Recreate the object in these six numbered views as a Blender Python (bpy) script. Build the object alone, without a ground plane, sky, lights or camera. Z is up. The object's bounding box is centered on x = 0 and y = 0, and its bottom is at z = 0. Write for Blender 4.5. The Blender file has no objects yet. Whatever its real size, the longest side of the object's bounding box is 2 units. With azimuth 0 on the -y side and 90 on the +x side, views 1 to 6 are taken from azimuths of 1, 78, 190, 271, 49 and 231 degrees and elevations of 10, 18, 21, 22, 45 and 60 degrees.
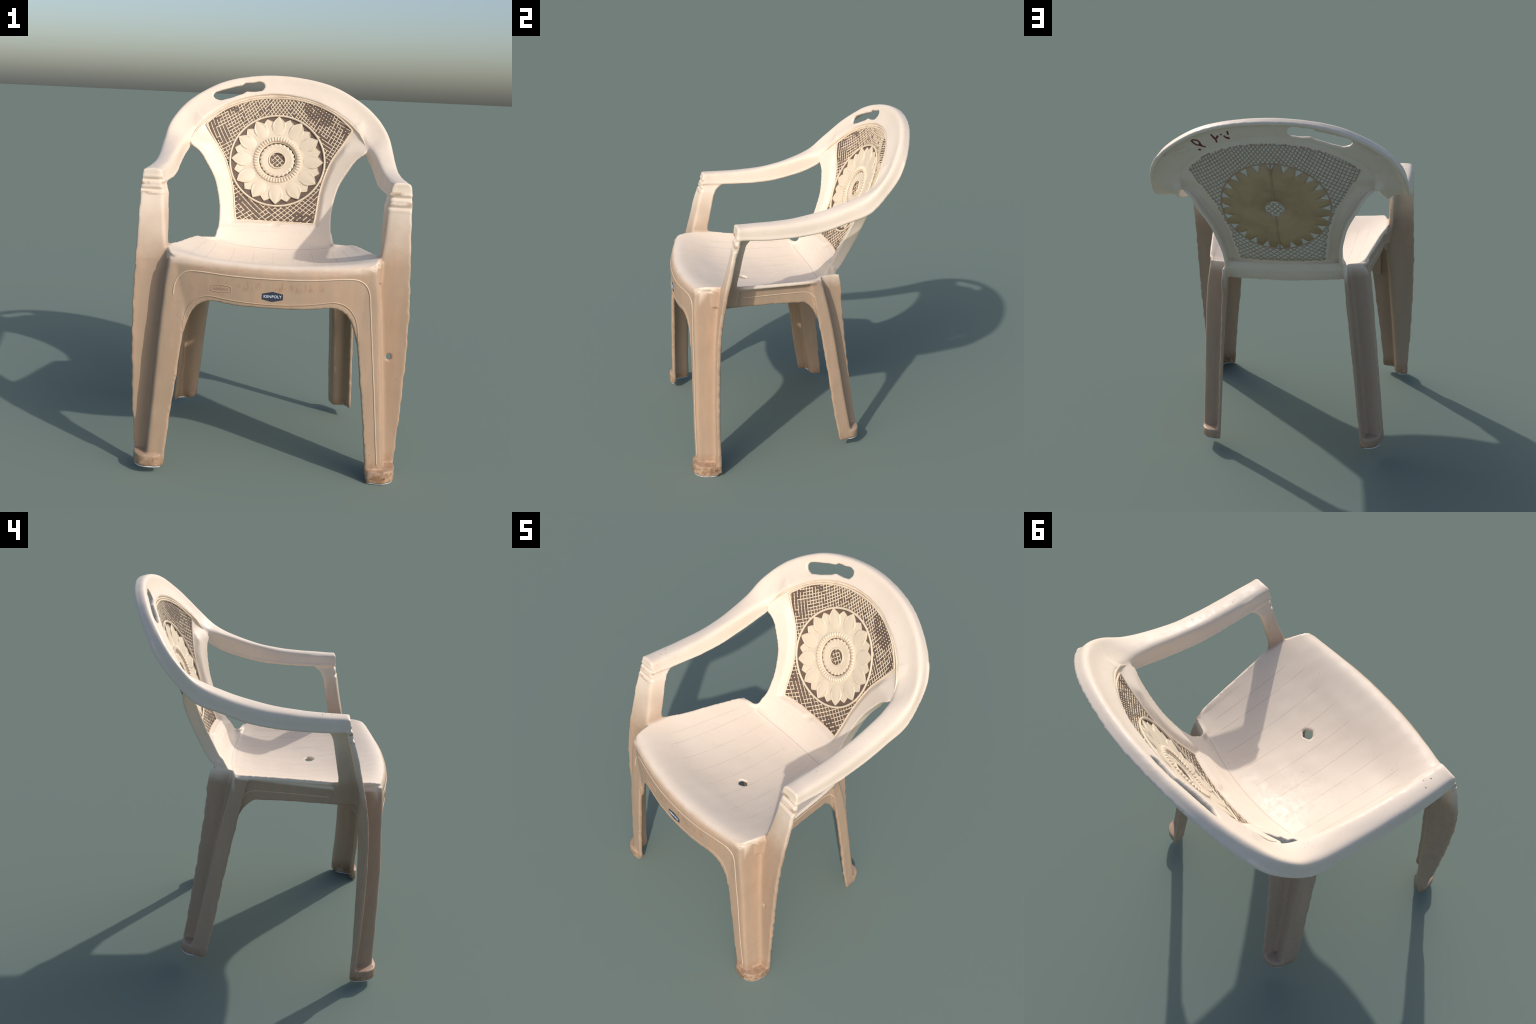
# Moulded plastic garden armchair with a cane-pattern backrest and a flower medallion.
import bpy, math, random
import numpy as np
from mathutils import Vector, Matrix

random.seed(7)
RNG = np.random.default_rng(7)

# ------------------------------------------------------------------ helpers
def spline(keys, vals, t):
    """Smooth (finite-difference Hermite) interpolation of vals over increasing keys."""
    k = np.asarray(keys, float); v = np.asarray(vals, float)
    if v.ndim == 1: v = v[:, None]
    t = np.atleast_1d(np.asarray(t, float))
    d = np.diff(v, axis=0) / np.diff(k)[:, None]
    m = np.vstack([d[:1], (d[:-1] + d[1:]) / 2, d[-1:]])
    i = np.clip(np.searchsorted(k, t) - 1, 0, len(k) - 2)
    h = (k[i + 1] - k[i])[:, None]
    s = np.clip((t - k[i]) / (k[i + 1] - k[i]), 0, 1)[:, None]
    r = ((2*s**3 - 3*s**2 + 1) * v[i] + (s**3 - 2*s**2 + s) * h * m[i]
         + (-2*s**3 + 3*s**2) * v[i + 1] + (s**3 - s**2) * h * m[i + 1])
    return r[:, 0] if np.asarray(vals).ndim == 1 else r

def chaikin(p, n=3):
    p = np.asarray(p, float)
    for _ in range(n):
        q = .75 * p[:-1] + .25 * p[1:]; r = .25 * p[:-1] + .75 * p[1:]
        mid = np.empty((2 * len(q), p.shape[1])); mid[0::2] = q; mid[1::2] = r
        p = np.vstack([p[:1], mid, p[-1:]])
    return p

def resample(p, n):
    s = np.r_[0, np.cumsum(np.linalg.norm(np.diff(p, axis=0), axis=1))]
    t = np.linspace(0, s[-1], n)
    return np.stack([np.interp(t, s, p[:, k]) for k in range(p.shape[1])], 1)

def rounded(corners, n=28, r=.022):
    """Open polyline with each inner corner replaced by a small round."""
    c = np.asarray(corners, float); out = [c[0]]
    for a, b, d in zip(c[:-2], c[1:-1], c[2:]):
        la, ld = np.linalg.norm(a - b), np.linalg.norm(d - b)
        ra, rd = min(r, la * .45), min(r, ld * .45)
        p0, p2 = b + (a - b) / la * ra, b + (d - b) / ld * rd
        for t in np.linspace(0, 1, 6):
            out.append((1-t)**2 * p0 + 2*t*(1-t) * b + t*t * p2)
    out.append(c[-1])
    return resample(np.array(out), n)

PIECES = []          # closed shells (verts, faces) that are fused into the moulded body
def sheet(P, thick, side=-1):
    """Closed shell: grid P is the outer skin; the inner skin lies `thick` along side*normal."""
    P = np.asarray(P, float); m, n = P.shape[:2]
    du = np.gradient(P, axis=0); dv = np.gradient(P, axis=1)
    N = np.cross(du, dv); N /= np.linalg.norm(N, axis=2, keepdims=True) + 1e-9
    Q = P + side * thick * N
    V = np.concatenate([P.reshape(-1, 3), Q.reshape(-1, 3)]); o = m * n
    idx = lambda i, j: i * n + j
    F = []
    for i in range(m - 1):
        for j in range(n - 1):
            a, b, c, d = idx(i, j), idx(i, j+1), idx(i+1, j+1), idx(i+1, j)
            F.append((a, b, c, d)); F.append((o+d, o+c, o+b, o+a))
    edge = ([idx(0, j) for j in range(n)] + [idx(i, n-1) for i in range(1, m)]
            + [idx(m-1, j) for j in range(n-2, -1, -1)] + [idx(i, 0) for i in range(m-2, 0, -1)])
    for a, b in zip(edge, edge[1:] + edge[:1]):
        F.append((b, a, o + a, o + b))
    return V, F

def prism(outline, z0, z1, shrink_top=1.0):
    o = np.asarray(outline, float); n = len(o); c = o.mean(0)
    V = np.vstack([np.c_[o, np.full(n, z0)], np.c_[c + (o - c) * shrink_top, np.full(n, z1)]])
    F = [tuple(range(n))[::-1], tuple(range(n, 2*n))]
    for i in range(n):
        j = (i + 1) % n; F.append((i, j, n + j, n + i))
    return V, F

def mirror(piece):
    V, F = piece
    return V * [-1, 1, 1], [tuple(reversed(f)) for f in F]

def mesh_object(name, V, F, smooth=True):
    me = bpy.data.meshes.new(name)
    me.from_pydata([tuple(v) for v in V], [], [tuple(f) for f in F]); me.update()
    if smooth: me.shade_smooth()
    ob = bpy.data.objects.new(name, me); bpy.context.scene.collection.objects.link(ob)
    return ob

def evaluated_mesh(ob):
    dg = bpy.context.evaluated_depsgraph_get()
    return bpy.data.meshes.new_from_object(ob.evaluated_get(dg))

def fix_normals(ob):
    import bmesh
    bm = bmesh.new(); bm.from_mesh(ob.data)
    bmesh.ops.recalc_face_normals(bm, faces=bm.faces); bm.to_mesh(ob.data); bm.free()

def cut(piece, cutters):
    """Boolean-subtract closed cutters from one closed shell."""
    ob = mesh_object('work', *piece, smooth=False); fix_normals(ob)
    cs = []
    for c in cutters:
        co = mesh_object('cutter', *c, smooth=False); fix_normals(co); cs.append(co)
        md = ob.modifiers.new('cut', 'BOOLEAN'); md.operation = 'DIFFERENCE'; md.solver = 'EXACT'; md.object = co
    me = evaluated_mesh(ob)
    V = np.array([v.co[:] for v in me.vertices]); F = [tuple(p.vertices) for p in me.polygons]
    for o in cs + [ob]: bpy.data.objects.remove(o, do_unlink=True)
    return V, F

# ------------------------------------------------------------------ backrest surface
BACK_C = .45                                            # sideways hollow of the backrest
def back_y(x, z):
    return -.14885 * z*z + .8617 * z - .50348 - BACK_C * x*x
def panel_x(z):                                         # half-width of the sunken cane panel
    return np.interp(z, [1.150, 1.157, 1.21, 1.33, 1.42, 1.515, 1.60, 1.70, 1.78, 1.84, 1.866, 1.868],
                     [0, .226, .236, .250, .276, .312, .370, .434, .335, .19, .02, 0])
def smooth01(t):
    t = np.clip(t, 0, 1); return t*t*(3 - 2*t)
def frame_y(x, z):
    """Backrest skin: the panel surface, with stiles and the part below the panel swelling towards the sitter."""
    out = np.abs(x) - panel_x(z)
    swell = .030 * smooth01(out / .030) * smooth01((1.66 - z) / .08)
    swell = np.maximum(swell, .040 * smooth01((1.168 - z) / .045))
    return back_y(x, z) - swell
def back_normal(x, z):                                  # points to the sitter
    n = np.stack([-2*BACK_C*x, -np.ones_like(x), -.2977*z + .8617], -1)
    n = n * [1, 1, 1]
    return n / np.linalg.norm(n, axis=-1, keepdims=True)
MED = (-.002, 1.503)                                    # medallion centre (x, z)
KZ = .922                                               # height per unit length along the leaning back
def on_back(a, b, d=0.0):
    """Panel coordinates: a sideways, b up along the panel from the medallion centre, d proud of it."""
    a = np.asarray(a, float); b = np.asarray(b, float)
    x = MED[0] + a; z = MED[1] + b * KZ
    P = np.stack([x, back_y(x, z), z], -1)
    return P + back_normal(x, z) * np.asarray(d)[..., None]

# half-width of the back between the two arm openings, and of the arched top
def stile_x(z):
    return spline([1.0, 1.055, 1.12, 1.21, 1.29, 1.39, 1.47, 1.545, 1.575, 1.615],
                  [.345, .340, .323, .320, .332, .361, .406, .459, .498, .516], z)
RIDGE = np.array([(.516, 1.615), (.486, 1.672), (.44, 1.727), (.367, 1.782), (.27, 1.832), (.15, 1.868), (0, 1.884)])
def ridge_x(z):
    return np.interp(z, RIDGE[:, 1], RIDGE[:, 0])

# ------------------------------------------------------------------ 1. seat (one sheet flowing into the lower back)
rows = [  # y_mid, y_edge, z_mid, z_edge, half width
    (-.674, -.620, 1.066, 1.094, .475), (-.660, -.600, 1.078, 1.108, .500), (-.61, -.560, 1.081, 1.116, .511),
    (-.51, -.49, 1.056, 1.118, .526), (-.40, -.40, 1.024, 1.117, .535), (-.274, -.274, 1.002, 1.108, .506),
    (-.12, -.12, .992, 1.100, .478), (.02, .02, .996, 1.092, .452), (.075, .065, 1.002, 1.089, .444),
    (.11, .095, 1.008, 1.086, .432), (.125, .110, 1.012, 1.081, .418), (.138, .122, 1.015, 1.074, .385), (.150, .130, 1.018, 1.068, .352),
    (.166, .143, 1.028, 1.064, .338), (.184, .153, 1.046, 1.064, .336), (.202, .167, 1.076, 1.080, .334),
    (.224, .186, 1.114, 1.114, .328)]
rk = np.linspace(0, 1, len(rows)); rt = np.linspace(0, 1, 64)
R = spline(rk, np.array(rows), rt)
us = np.linspace(-1, 1, 61)
seat = np.empty((64, 61, 3))
for i, (ym, ye, zm, ze, w) in enumerate(R):
    seat[i, :, 0] = us * w + .007 * np.interp(ym, [-.40, -.25, .08, .13], [0, 1, 1, 0])
    seat[i, :, 1] = ym + (ye - ym) * us**2
    seat[i, :, 2] = zm + (ze - zm) * np.abs(us)**2.3
def ragged(cx, cy, r, n=14, k=.18, sx=1.0, sy=1.0, seed=1):
    g = np.random.default_rng(seed); a = np.linspace(0, 2*np.pi, n, endpoint=False)
    rr = r * (1 + k * g.uniform(-1, 1, n))
    return np.c_[cx + sx * rr * np.cos(a), cy + sy * rr * np.sin(a)]
seat_piece = sheet(seat, .020, side=-1 if np.cross(seat[1,30]-seat[0,30], seat[0,31]-seat[0,30])[2] > 0 else 1)
seat_piece = cut(seat_piece, [prism(ragged(.078, -.274, .025, sx=1.12), .9, 1.1)])
PIECES.append(seat_piece)

# ------------------------------------------------------------------ 2. back sheet (stiles, panel, up to the arch)
zs = np.r_[np.linspace(1.075, 1.60, 64), np.linspace(1.615, 1.900, 30)]
back = np.empty((len(zs), 61, 3))
for i, z in enumerate(zs):
    w = float(stile_x(z)[0]) if z < 1.61 else float(np.interp(z - .016, RIDGE[:, 1], RIDGE[:, 0])) + .010
    w = max(w, .03)
    x = us * w
    back[i, :, 0] = x; back[i, :, 2] = z; back[i, :, 1] = frame_y(x, np.full_like(x, z))
BACK_PIECE = sheet(back, .0085, side=-1)
if BACK_PIECE[0][len(zs)*61 + 30][1] < back[0, 30, 1]: BACK_PIECE = sheet(back, .0085, side=1)
PIECES.append(BACK_PIECE)
# rolled lower lip behind the seat back
lip = np.array([[[x, .246 - .27*x*x, 1.120], [x, .243 - .3*x*x, 1.080], [x, .222 - .3*x*x, 1.040], [x, .198 - .3*x*x, 1.008]] for x in np.linspace(-.33, .33, 30)])
PIECES.append(sheet(lip, .016, side=1))

# stile skirts: the sides of the back turn rearwards, deepest at the bottom
for z0, z1 in [(1.02, 1.58)]:
    z = np.linspace(z0, z1, 50); xs = stile_x(z)
    depth = np.interp(z, [1.02, 1.10, 1.3, 1.48, 1.58], [.056, .054, .060, .056, .018])
    f = np.linspace(0, 1, 8)
    yb = np.where(z < 1.09, np.interp(z, [1.02, 1.09], [.190, frame_y(stile_x(np.array([1.09]))[0], np.array(1.09))]), frame_y(xs, z)) + .006
    G = np.stack([np.repeat(xs[:, None], 8, 1) + .004 * f[None], yb[:, None] + depth[:, None] * f[None],
                  z[:, None] - .35 * depth[:, None] * f[None]], -1)
    p = sheet(G, .018, side=1)
    if p[0][50*8 + 200][0] > p[0][200][0]: p = sheet(G, .018, side=-1)
    PIECES += [p, mirror(p)]

# ------------------------------------------------------------------ 3. rail: armrests flowing into the arched top band
# station: inner-bottom, inner-top, outer crest, outer-bottom
S = [
 ((.562,-.416,1.425),(.574,-.416,1.491),(.670,-.410,1.489),(.676,-.405,1.424)),
 ((.556,-.300,1.423),(.573,-.300,1.494),(.669,-.300,1.490),(.676,-.300,1.420)),
 ((.552,-.180,1.423),(.570,-.180,1.500),(.667,-.180,1.493),(.675,-.180,1.420)),
 ((.549,-.060,1.427),(.566,-.060,1.514),(.663,-.060,1.503),(.672,-.060,1.426)),
 ((.548, .055,1.438),(.562, .050,1.536),(.660, .050,1.521),(.670, .055,1.444)),
 ((.547, .195,1.470),(.553, .180,1.570),(.658, .188,1.565),(.672, .200,1.490)),
 ((.535, .305,1.513),(.538, .285,1.602),(.655, .308,1.622),(.671, .325,1.538)),
 ((.508, .376,1.570),(.516, .356,1.622),(.640, .385,1.695),(.655, .416,1.622)),
 ((.476, .424,1.674),(.486, .412,1.677),(.597, .450,1.768),(.619, .497,1.712)),
 ((.432, .458,1.731),(.440, .448,1.732),(.534, .503,1.835),(.558, .553,1.796)),
 ((.362, .500,1.786),(.367, .490,1.787),(.445, .553,1.900),(.463, .602,1.868)),
 ((.267, .537,1.836),(.270, .527,1.837),(.327, .596,1.957),(.340, .645,1.932)),
 ((.149, .572,1.872),(.150, .562,1.873),(.178, .625,1.993),(.185, .674,1.974)),
 ((.000, .584,1.888),(.000, .574,1.889),(.000, .637,2.006),(.000, .688,1.988))]
S = np.array(S)
half = np.concatenate([S, (S[:-1] * [-1, 1, 1])[::-1]])
tk = np.r_[0, np.cumsum(np.linalg.norm(np.diff(half[:, 2], axis=0), axis=1))]
tt = np.linspace(0, tk[-1], 210)
full = np.stack([spline(tk, half[:, k], tt) for k in range(4)], 1)
arm_amt = np.interp(np.minimum(tt, tk[-1] - tt), [0, tk[6], tk[8], tk[-1]], [0, 0, 1, 1])
NS = 34
rail = np.empty((len(tt), NS, 3))
for i, (ib, it, ot, ob) in enumerate(full):
    e = arm_amt[i]
    mid = (it + ot) / 2
    # arm: gently crowned top; arch: hollow (concave) towards the sitter, then curling back over the lip
    crown = np.array([0, 0, .006]) * (1 - e) + e * np.array([0, .006, -.003])
    rail[i] = rounded([ib, it, mid + crown, ot, ob], NS, r=.026)
ra = sheet(rail, .019, side=-1)
rb = sheet(rail, .019, side=1)
probe = len(tt)//2 * NS + NS//2
rail_piece = ra if ra[0][len(tt)*NS + probe][1] > ra[0][probe][1] else rb
# carrying slot: an irregular, broken hand hole left of centre, plus one tiny hole at its end
slot = np.array([(-.402,1.868),(-.385,1.850),(-.350,1.842),(-.290,1.858),(-.229,1.880),(-.204,1.895),(-.150,1.898),(-.113,1.905),
                 (-.096,1.925),(-.104,1.947),(-.130,1.953),(-.170,1.944),(-.215,1.940),(-.235,1.926),(-.28,1.917),(-.310,1.908),(-.353,1.897),(-.390,1.885)])
def widen(o):
    c = 1.868 + (o[:, 0] + .402) / .306 * .062
    return np.c_[o[:, 0], c + 1.20 * (o[:, 1] - c) + .003]
def back_prism(o, n=(0, -.93, .36), lo=-.25, hi=.25):
    n = np.array(n); c = np.array([[x, back_y(x, z), z] for x, z in o]); k = len(o)
    V = np.vstack([c + n * lo, c + n * hi])
    return V, [tuple(range(k))[::-1], tuple(range(k, 2*k))] + [(i, (i+1) % k, k + (i+1) % k, k + i) for i in range(k)]
rail_piece = cut(rail_piece, [back_prism(widen(slot)), back_prism(np.array([(-.090,1.969),(-.078,1.976),(-.100,1.980),(-.110,1.974)]))])
PIECES.append(rail_piece)

# closed underside of each armrest, running back until it merges with the rear of the band
sel = tt <= tk[9]
und = np.empty((sel.sum(), 12, 3))
for i, (ib, it, ot, ob) in enumerate(full[sel]):
    f = np.linspace(0, 1, 12)[:, None]
    lift = np.interp(tt[i], [0, tk[7], tk[9]], [0, 0, 1])
    rise = np.array([0, 0, .012]) * (1 - lift) + lift * .47 * ((it + ot) / 2 - (ib + ob) / 2)
    und[i] = ib + (ob - ib) * f + rise * np.sin(np.pi * f)
up_ = sheet(und, .011, side=1)
if up_[0][sel.sum()*12 + 300][2] < up_[0][300][2]: up_ = sheet(und, .011, side=-1)
PIECES += [up_, mirror(up_)]
# solid corner where seat, front leg and arm post meet
knot = np.array([(.498, -.53), (.526, -.53), (.540, -.50), (.543, -.40), (.522, -.372), (.495, -.38)])
PIECES += [prism(knot, 1.0, 1.102), mirror(prism(knot, 1.0, 1.102))]
arch_fill = chaikin(np.array([(.485, .372), (.530, .350), (.548, .372), (.530, .402), (.496, .408), (.485, .372)]), 2)[:-1]
PIECES += [prism(arch_fill, 1.572, 1.612), mirror(prism(arch_fill, 1.572, 1.612))]
corner = np.array([(.430, -.618), (.470, -.618), (.497, -.600), (.506, -.560), (.508, -.500), (.440, -.500)])
PIECES += [prism(corner, 1.045, 1.090), mirror(prism(corner, 1.045, 1.090))]

# ------------------------------------------------------------------ 4. front apron
def front_y(x): return -.692 + .29 * np.minimum(np.abs(x), .5)**2
ax = np.linspace(-.485, .485, 90)
bot = np.interp(np.abs(ax), [0, .10, .18, .23, .275, .31, .34, .365, .385, .402, .413, .43], [.880, .881, .884, .889, .895, .892, .880, .862, .835, .802, .76, .70])
top = np.interp(np.abs(ax), [0, .3, .44, .485], [1.070, 1.080, 1.094, 1.098])
fv = np.linspace(0, 1, 26)
G = np.empty((90, 26, 3))
G[..., 0] = ax[:, None]; G[..., 2] = bot[:, None] + (top - bot)[:, None] * fv
G[..., 1] = front_y(ax)[:, None] + .020 * np.clip((G[..., 2] - top[:, None] + .035) / .035, 0, 1)**2
p = sheet(G, .017, side=-1)
if p[0][90*26 + 1000][1] < p[0][1000][1]: p = sheet(G, .017, side=1)
PIECES.append(p)

# ------------------------------------------------------------------ 5. front legs with the flange that rises into the arm post
def at(keys, z):     # keys: list of (z, x, y) from low to high
    k = np.array(keys); return spline(k[:, 0], k[:, 1:], z)
def front_leg(z_low, back, fore=0.0, wide=0.0):
    z = np.linspace(z_low + .004, 1.086, 90)
    A = at([(0, .511, -.647), (.3, .480, -.650), (.55, .448, -.650), (.75, .426, -.648), (.85, .425, -.640), (1.09, .43, -.630)], z)
    B = at([(0, .598, -.640), (.3, .575, -.645), (.55, .555, -.642), (.8, .536, -.636), (1.0, .516, -.630), (1.09, .502, -.622)], z)
    C = at([(0, .608, -.545), (.3, .588, -.540), (.55, .568, -.534), (.8, .546, -.524), (1.0, .522, -.506), (1.09, .514, -.494)], z)
    D = at([(0, .667, -.538), (.3, .683, -.550), (.55, .691, -.552), (.75, .695, -.548), (.93, .693, -.536), (1.09, .689, -.508)], z)
    G = np.empty((len(z), 44, 3))
    for i in range(len(z)):
        wob = .0012 * math.sin(z[i]*47) + .0012 * math.sin(z[i]*91 + 1) + .001 * math.sin(z[i]*23)
        d = D[i] + [wob - .010, back]
        C[i] += [0, back * .75]; k_ = fore * min(1, max(0, (.95 - z[i]) / .3)); A[i] += [0, k_]; B[i] += [0, k_]
        A[i] -= [wide * min(1, max(0, (.95 - z[i]) * 5)), 0]
        a = A[i] + [.0009 * math.sin(z[i]*70) + .0008 * math.sin(z[i]*41 + 2), 0]
        G[i, :, :2] = rounded([a, B[i], C[i], d], 44, r=.020); G[i, :, 2] = z[i]
    p = sheet(G, .022, side=-1)
    if p[0][len(z)*44 + 45*44 + 6][1] < p[0][45*44 + 6][1]: p = sheet(G, .022, side=1)
    return p
fl_r = front_leg(.008, .017, .009)
fl_r = cut(fl_r, [(lambda o: (np.vstack([np.c_[o[:,0], np.full(len(o), -.62), o[:,1]], np.c_[o[:,0], np.full(len(o), -.45), o[:,1]]]),
      [tuple(range(len(o))), tuple(range(len(o), 2*len(o)))[::-1]] + [(i, len(o)+i, len(o)+(i+1)%len(o), (i+1)%len(o)) for i in range(len(o))]))(ragged(.598, .628, .0135, sy=1.2, seed=4))])
PIECES += [fl_r, mirror(front_leg(.040, -.017, -.010, .002))]

# arm post: front plate (F-D) and inner wall (F-E)
z = np.linspace(1.02, 1.486, 60)
E_ = at([(1.0, .523, -.40), (1.08, .531, -.378), (1.12, .541, -.392), (1.2, .543, -.382), (1.3, .546, -.362), (1.37, .550, -.345), (1.40, .553, -.325), (1.43, .556, -.28), (1.49, .560, -.26)], z)
F_ = at([(1.0, .520, -.506), (1.10, .530, -.496), (1.2, .546, -.470), (1.32, .558, -.442), (1.40, .564, -.425), (1.49, .572, -.414)], z)
D_ = at([(1.0, .692, -.524), (1.10, .689, -.506), (1.2, .684, -.482), (1.32, .680, -.455), (1.40, .680, -.430), (1.49, .674, -.412)], z)
def arm_post(back):
    G = np.empty((60, 40, 3))
    for i in range(60):
        fade = np.interp(z[i], [1.06, 1.30, 1.47], [1, .7, .3])
        G[i, :, :2] = rounded([E_[i] - [np.interp(z[i], [1.37, 1.42], [.006, -.007]), 0], F_[i] + [np.interp(z[i], [1.37, 1.43], [-.004, .004]), back*.75*fade], D_[i] + [np.interp(z[i], [1.06, 1.3], [-.010, -.006]) + .001 * math.sin(z[i]*60), back*fade]], 40, r=.018); G[i, :, 2] = z[i]
    p = sheet(G, .024, side=-1)
    if p[0][60*40 + 30*40 + 30][1] < p[0][30*40 + 30][1]: p = sheet(G, .024, side=1)
    return p
PIECES += [arm_post(.017), mirror(arm_post(-.017))]

# ------------------------------------------------------------------ 6. side aprons
yy = np.linspace(-.52, .118, 60)
sx_ = np.interp(yy, [-.52, -.40, -.274, -.12, .02, .075, .118], [.508, .512, .496, .468, .443, .437, .430])
tz = np.interp(yy, [-.52, -.4, -.27, 0, .118], [1.096, 1.094, 1.084, 1.074, 1.068])
bz = np.interp(yy, [-.52, -.50, -.46, -.42, -.2, .02, .05, .075, .095, .118], [.90, .94, .975, .985, .978, .960, .938, .908, .870, .82])
G = np.empty((60, 14, 3)); fv = np.linspace(0, 1, 14)
G[..., 1] = yy[:, None]; G[..., 2] = bz[:, None] + (tz - bz)[:, None] * fv
G[..., 0] = sx_[:, None] + .05 * np.clip(1.0 - G[..., 2], -.03, .2) + .004
p = sheet(G, .016, side=-1)
if p[0][60*14 + 300][0] > p[0][300][0]: p = sheet(G, .016, side=1)
PIECES += [p, mirror(p)]

# ------------------------------------------------------------------ 7. rear legs
def rear_leg(splay):
    z = np.linspace(.062, 1.076, 84); k = splay * (1.06 - z)
    A = at([(.06, .510, .250), (.25, .500, .210), (.5, .487, .168), (.73, .475, .125), (.9, .466, .092), (1.08, .452, .055)], z)
    B = at([(.06, .489, .338), (.3, .482, .286), (.53, .475, .244), (.77, .467, .200), (.95, .457, .158), (1.08, .437, .122)], z)
    C = at([(.06, .412, .318), (.3, .398, .272), (.53, .385, .234), (.77, .368, .192), (.95, .350, .160), (1.08, .339, .142)], z)
    D = at([(.06, .398, .384), (.28, .383, .354), (.47, .374, .327), (.67, .362, .302), (.87, .350, .280), (1.04, .344, .265), (1.08, .340, .255)], z)
    G = np.empty((len(z), 44, 3))
    for i in range(len(z)):
        wob = .0014 * math.sin(z[i]*53) + .0012 * math.sin(z[i]*97 + 2)
        s = np.array([k[i], 0])
        G[i, :, :2] = rounded([A[i] + s + [0, wob*.7], B[i] + s, C[i] + s, D[i] + s + [0, wob]], 44, r=.018); G[i, :, 2] = z[i]
    p = sheet(G, .017, side=-1)
    if p[0][len(z)*44 + 40*44 + 6][0] > p[0][40*44 + 6][0]: p = sheet(G, .017, side=1)
    return p
PIECES += [rear_leg(0.0), mirror(rear_leg(.045))]

# ------------------------------------------------------------------ 8. feet (blocks that close the leg channels)
def foot_outline(pts): return chaikin(np.vstack([pts, pts[:1]]), 2)[:-1]
ff = foot_outline(np.array([(.510,-.640),(.514,-.655),(.570,-.664),(.620,-.654),(.652,-.618),(.664,-.570),(.664,-.526),(.640,-.518),(.602,-.528),(.588,-.600),(.575,-.630)]))
PIECES.append(prism(ff, .005, .066, .96)); PIECES.append(mirror(prism(ff + [0, -.012], .039, .096, .96)))
rf = foot_outline(np.array([(.494,.290),(.496,.330),(.476,.362),(.443,.380),(.408,.382),(.394,.370),(.398,.320),(.440,.315)]))
PIECES.append(prism(rf, .062, .118, .95))
p = prism(rf + [.042, 0], .062, .118, .95); PIECES.append(mirror(p))

# ------------------------------------------------------------------ fuse, smooth, relief
V, F = [], []; off = 0
for v, f in PIECES:
    V.append(v); F += [tuple(i + off for i in q) for q in f]; off += len(v)
fused = mesh_object('fused', np.vstack(V), F, smooth=False); fix_normals(fused)
md = fused.modifiers.new('fuse', 'REMESH'); md.mode = 'VOXEL'; md.voxel_size = .0050; md.adaptivity = 0
me = evaluated_mesh(fused)
bpy.data.objects.remove(fused, do_unlink=True)
nv = len(me.vertices); co = np.empty(nv*3); me.vertices.foreach_get('co', co); co = co.reshape(-1, 3)
ne = len(me.edges); ed = np.empty(ne*2, int); me.edges.foreach_get('vertices', ed); ed = ed.reshape(-1, 2)
deg = np.bincount(ed.ravel(), minlength=nv)[:, None]
def laplace(c):
    s = np.zeros_like(c)
    for k in range(3):
        s[:, k] = np.bincount(ed[:, 0], c[ed[:, 1], k], nv) + np.bincount(ed[:, 1], c[ed[:, 0], k], nv)
    return s / np.maximum(deg, 1) - c
for it in range(26):
    co = co + .55 * laplace(co); co = co - .56 * laplace(co)
for it in range(2): co = co + .5 * laplace(co)
# shallow unevenness of old moulded plastic
def waves(c, f, seed):
    g = np.random.default_rng(seed); r = np.zeros(len(c))
    for _ in range(6):
        d = g.normal(size=3); d /= np.linalg.norm(d); r += np.sin(c @ d * f * g.uniform(.7, 1.4) + g.uniform(0, 6.3))
    return r / 6
me.vertices.foreach_set('co', co.ravel()); me.update()
nrm = np.empty(nv*3); me.vertices.foreach_get('normal', nrm); nrm = nrm.reshape(-1, 3)
h = .0016 * waves(co, 26, 1) + .0007 * waves(co, 75, 2)
# two moulded grooves round the front of each arm post
post = (np.abs(co[:, 0]) > .545) & (co[:, 1] < -.385) & (co[:, 2] > 1.33)
for zg in (1.428, 1.380):
    dz = co[:, 2] - zg - .010 * np.sign(co[:, 0])*-1
    h = h - post * (np.clip(-nrm[:, 1], 0, 1)) * (.0085 * np.exp(-(dz/.0062)**2) - .002 * np.exp(-((np.abs(dz) - .016)/.007)**2))
co = co + nrm * h[:, None]
# the whole chair leans by a hair: left side a little higher
lean = np.clip(co[:, 2] / .9, 0, 1)
co[:, 2] -= .014 * co[:, 0] * lean
me.vertices.foreach_set('co', co.ravel()); me.update()
nrm = np.empty(nv*3); me.vertices.foreach_get('normal', nrm); nrm = nrm.reshape(-1, 3)

# ------------------------------------------------------------------ materials
def new_mat(name):
    m = bpy.data.materials.new(name); m.use_nodes = True
    nt = m.node_tree; nt.nodes.clear()
    out = nt.nodes.new('ShaderNodeOutputMaterial'); b = nt.nodes.new('ShaderNodeBsdfPrincipled')
    nt.links.new(b.outputs[0], out.inputs[0])
    tc = nt.nodes.new('ShaderNodeTexCoord')
    return m, nt, b, tc.outputs['Object']
def noise(nt, vec, scale, detail=3, rough=.55, stretch=None):
    if stretch:
        mp = nt.nodes.new('ShaderNodeMapping'); mp.inputs['Scale'].default_value = stretch
        nt.links.new(vec, mp.inputs[0]); vec = mp.outputs[0]
    n = nt.nodes.new('ShaderNodeTexNoise'); n.inputs['Scale'].default_value = scale
    n.inputs['Detail'].default_value = detail; n.inputs['Roughness'].default_value = rough
    nt.links.new(vec, n.inputs['Vector']); return n.outputs['Fac']
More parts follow.
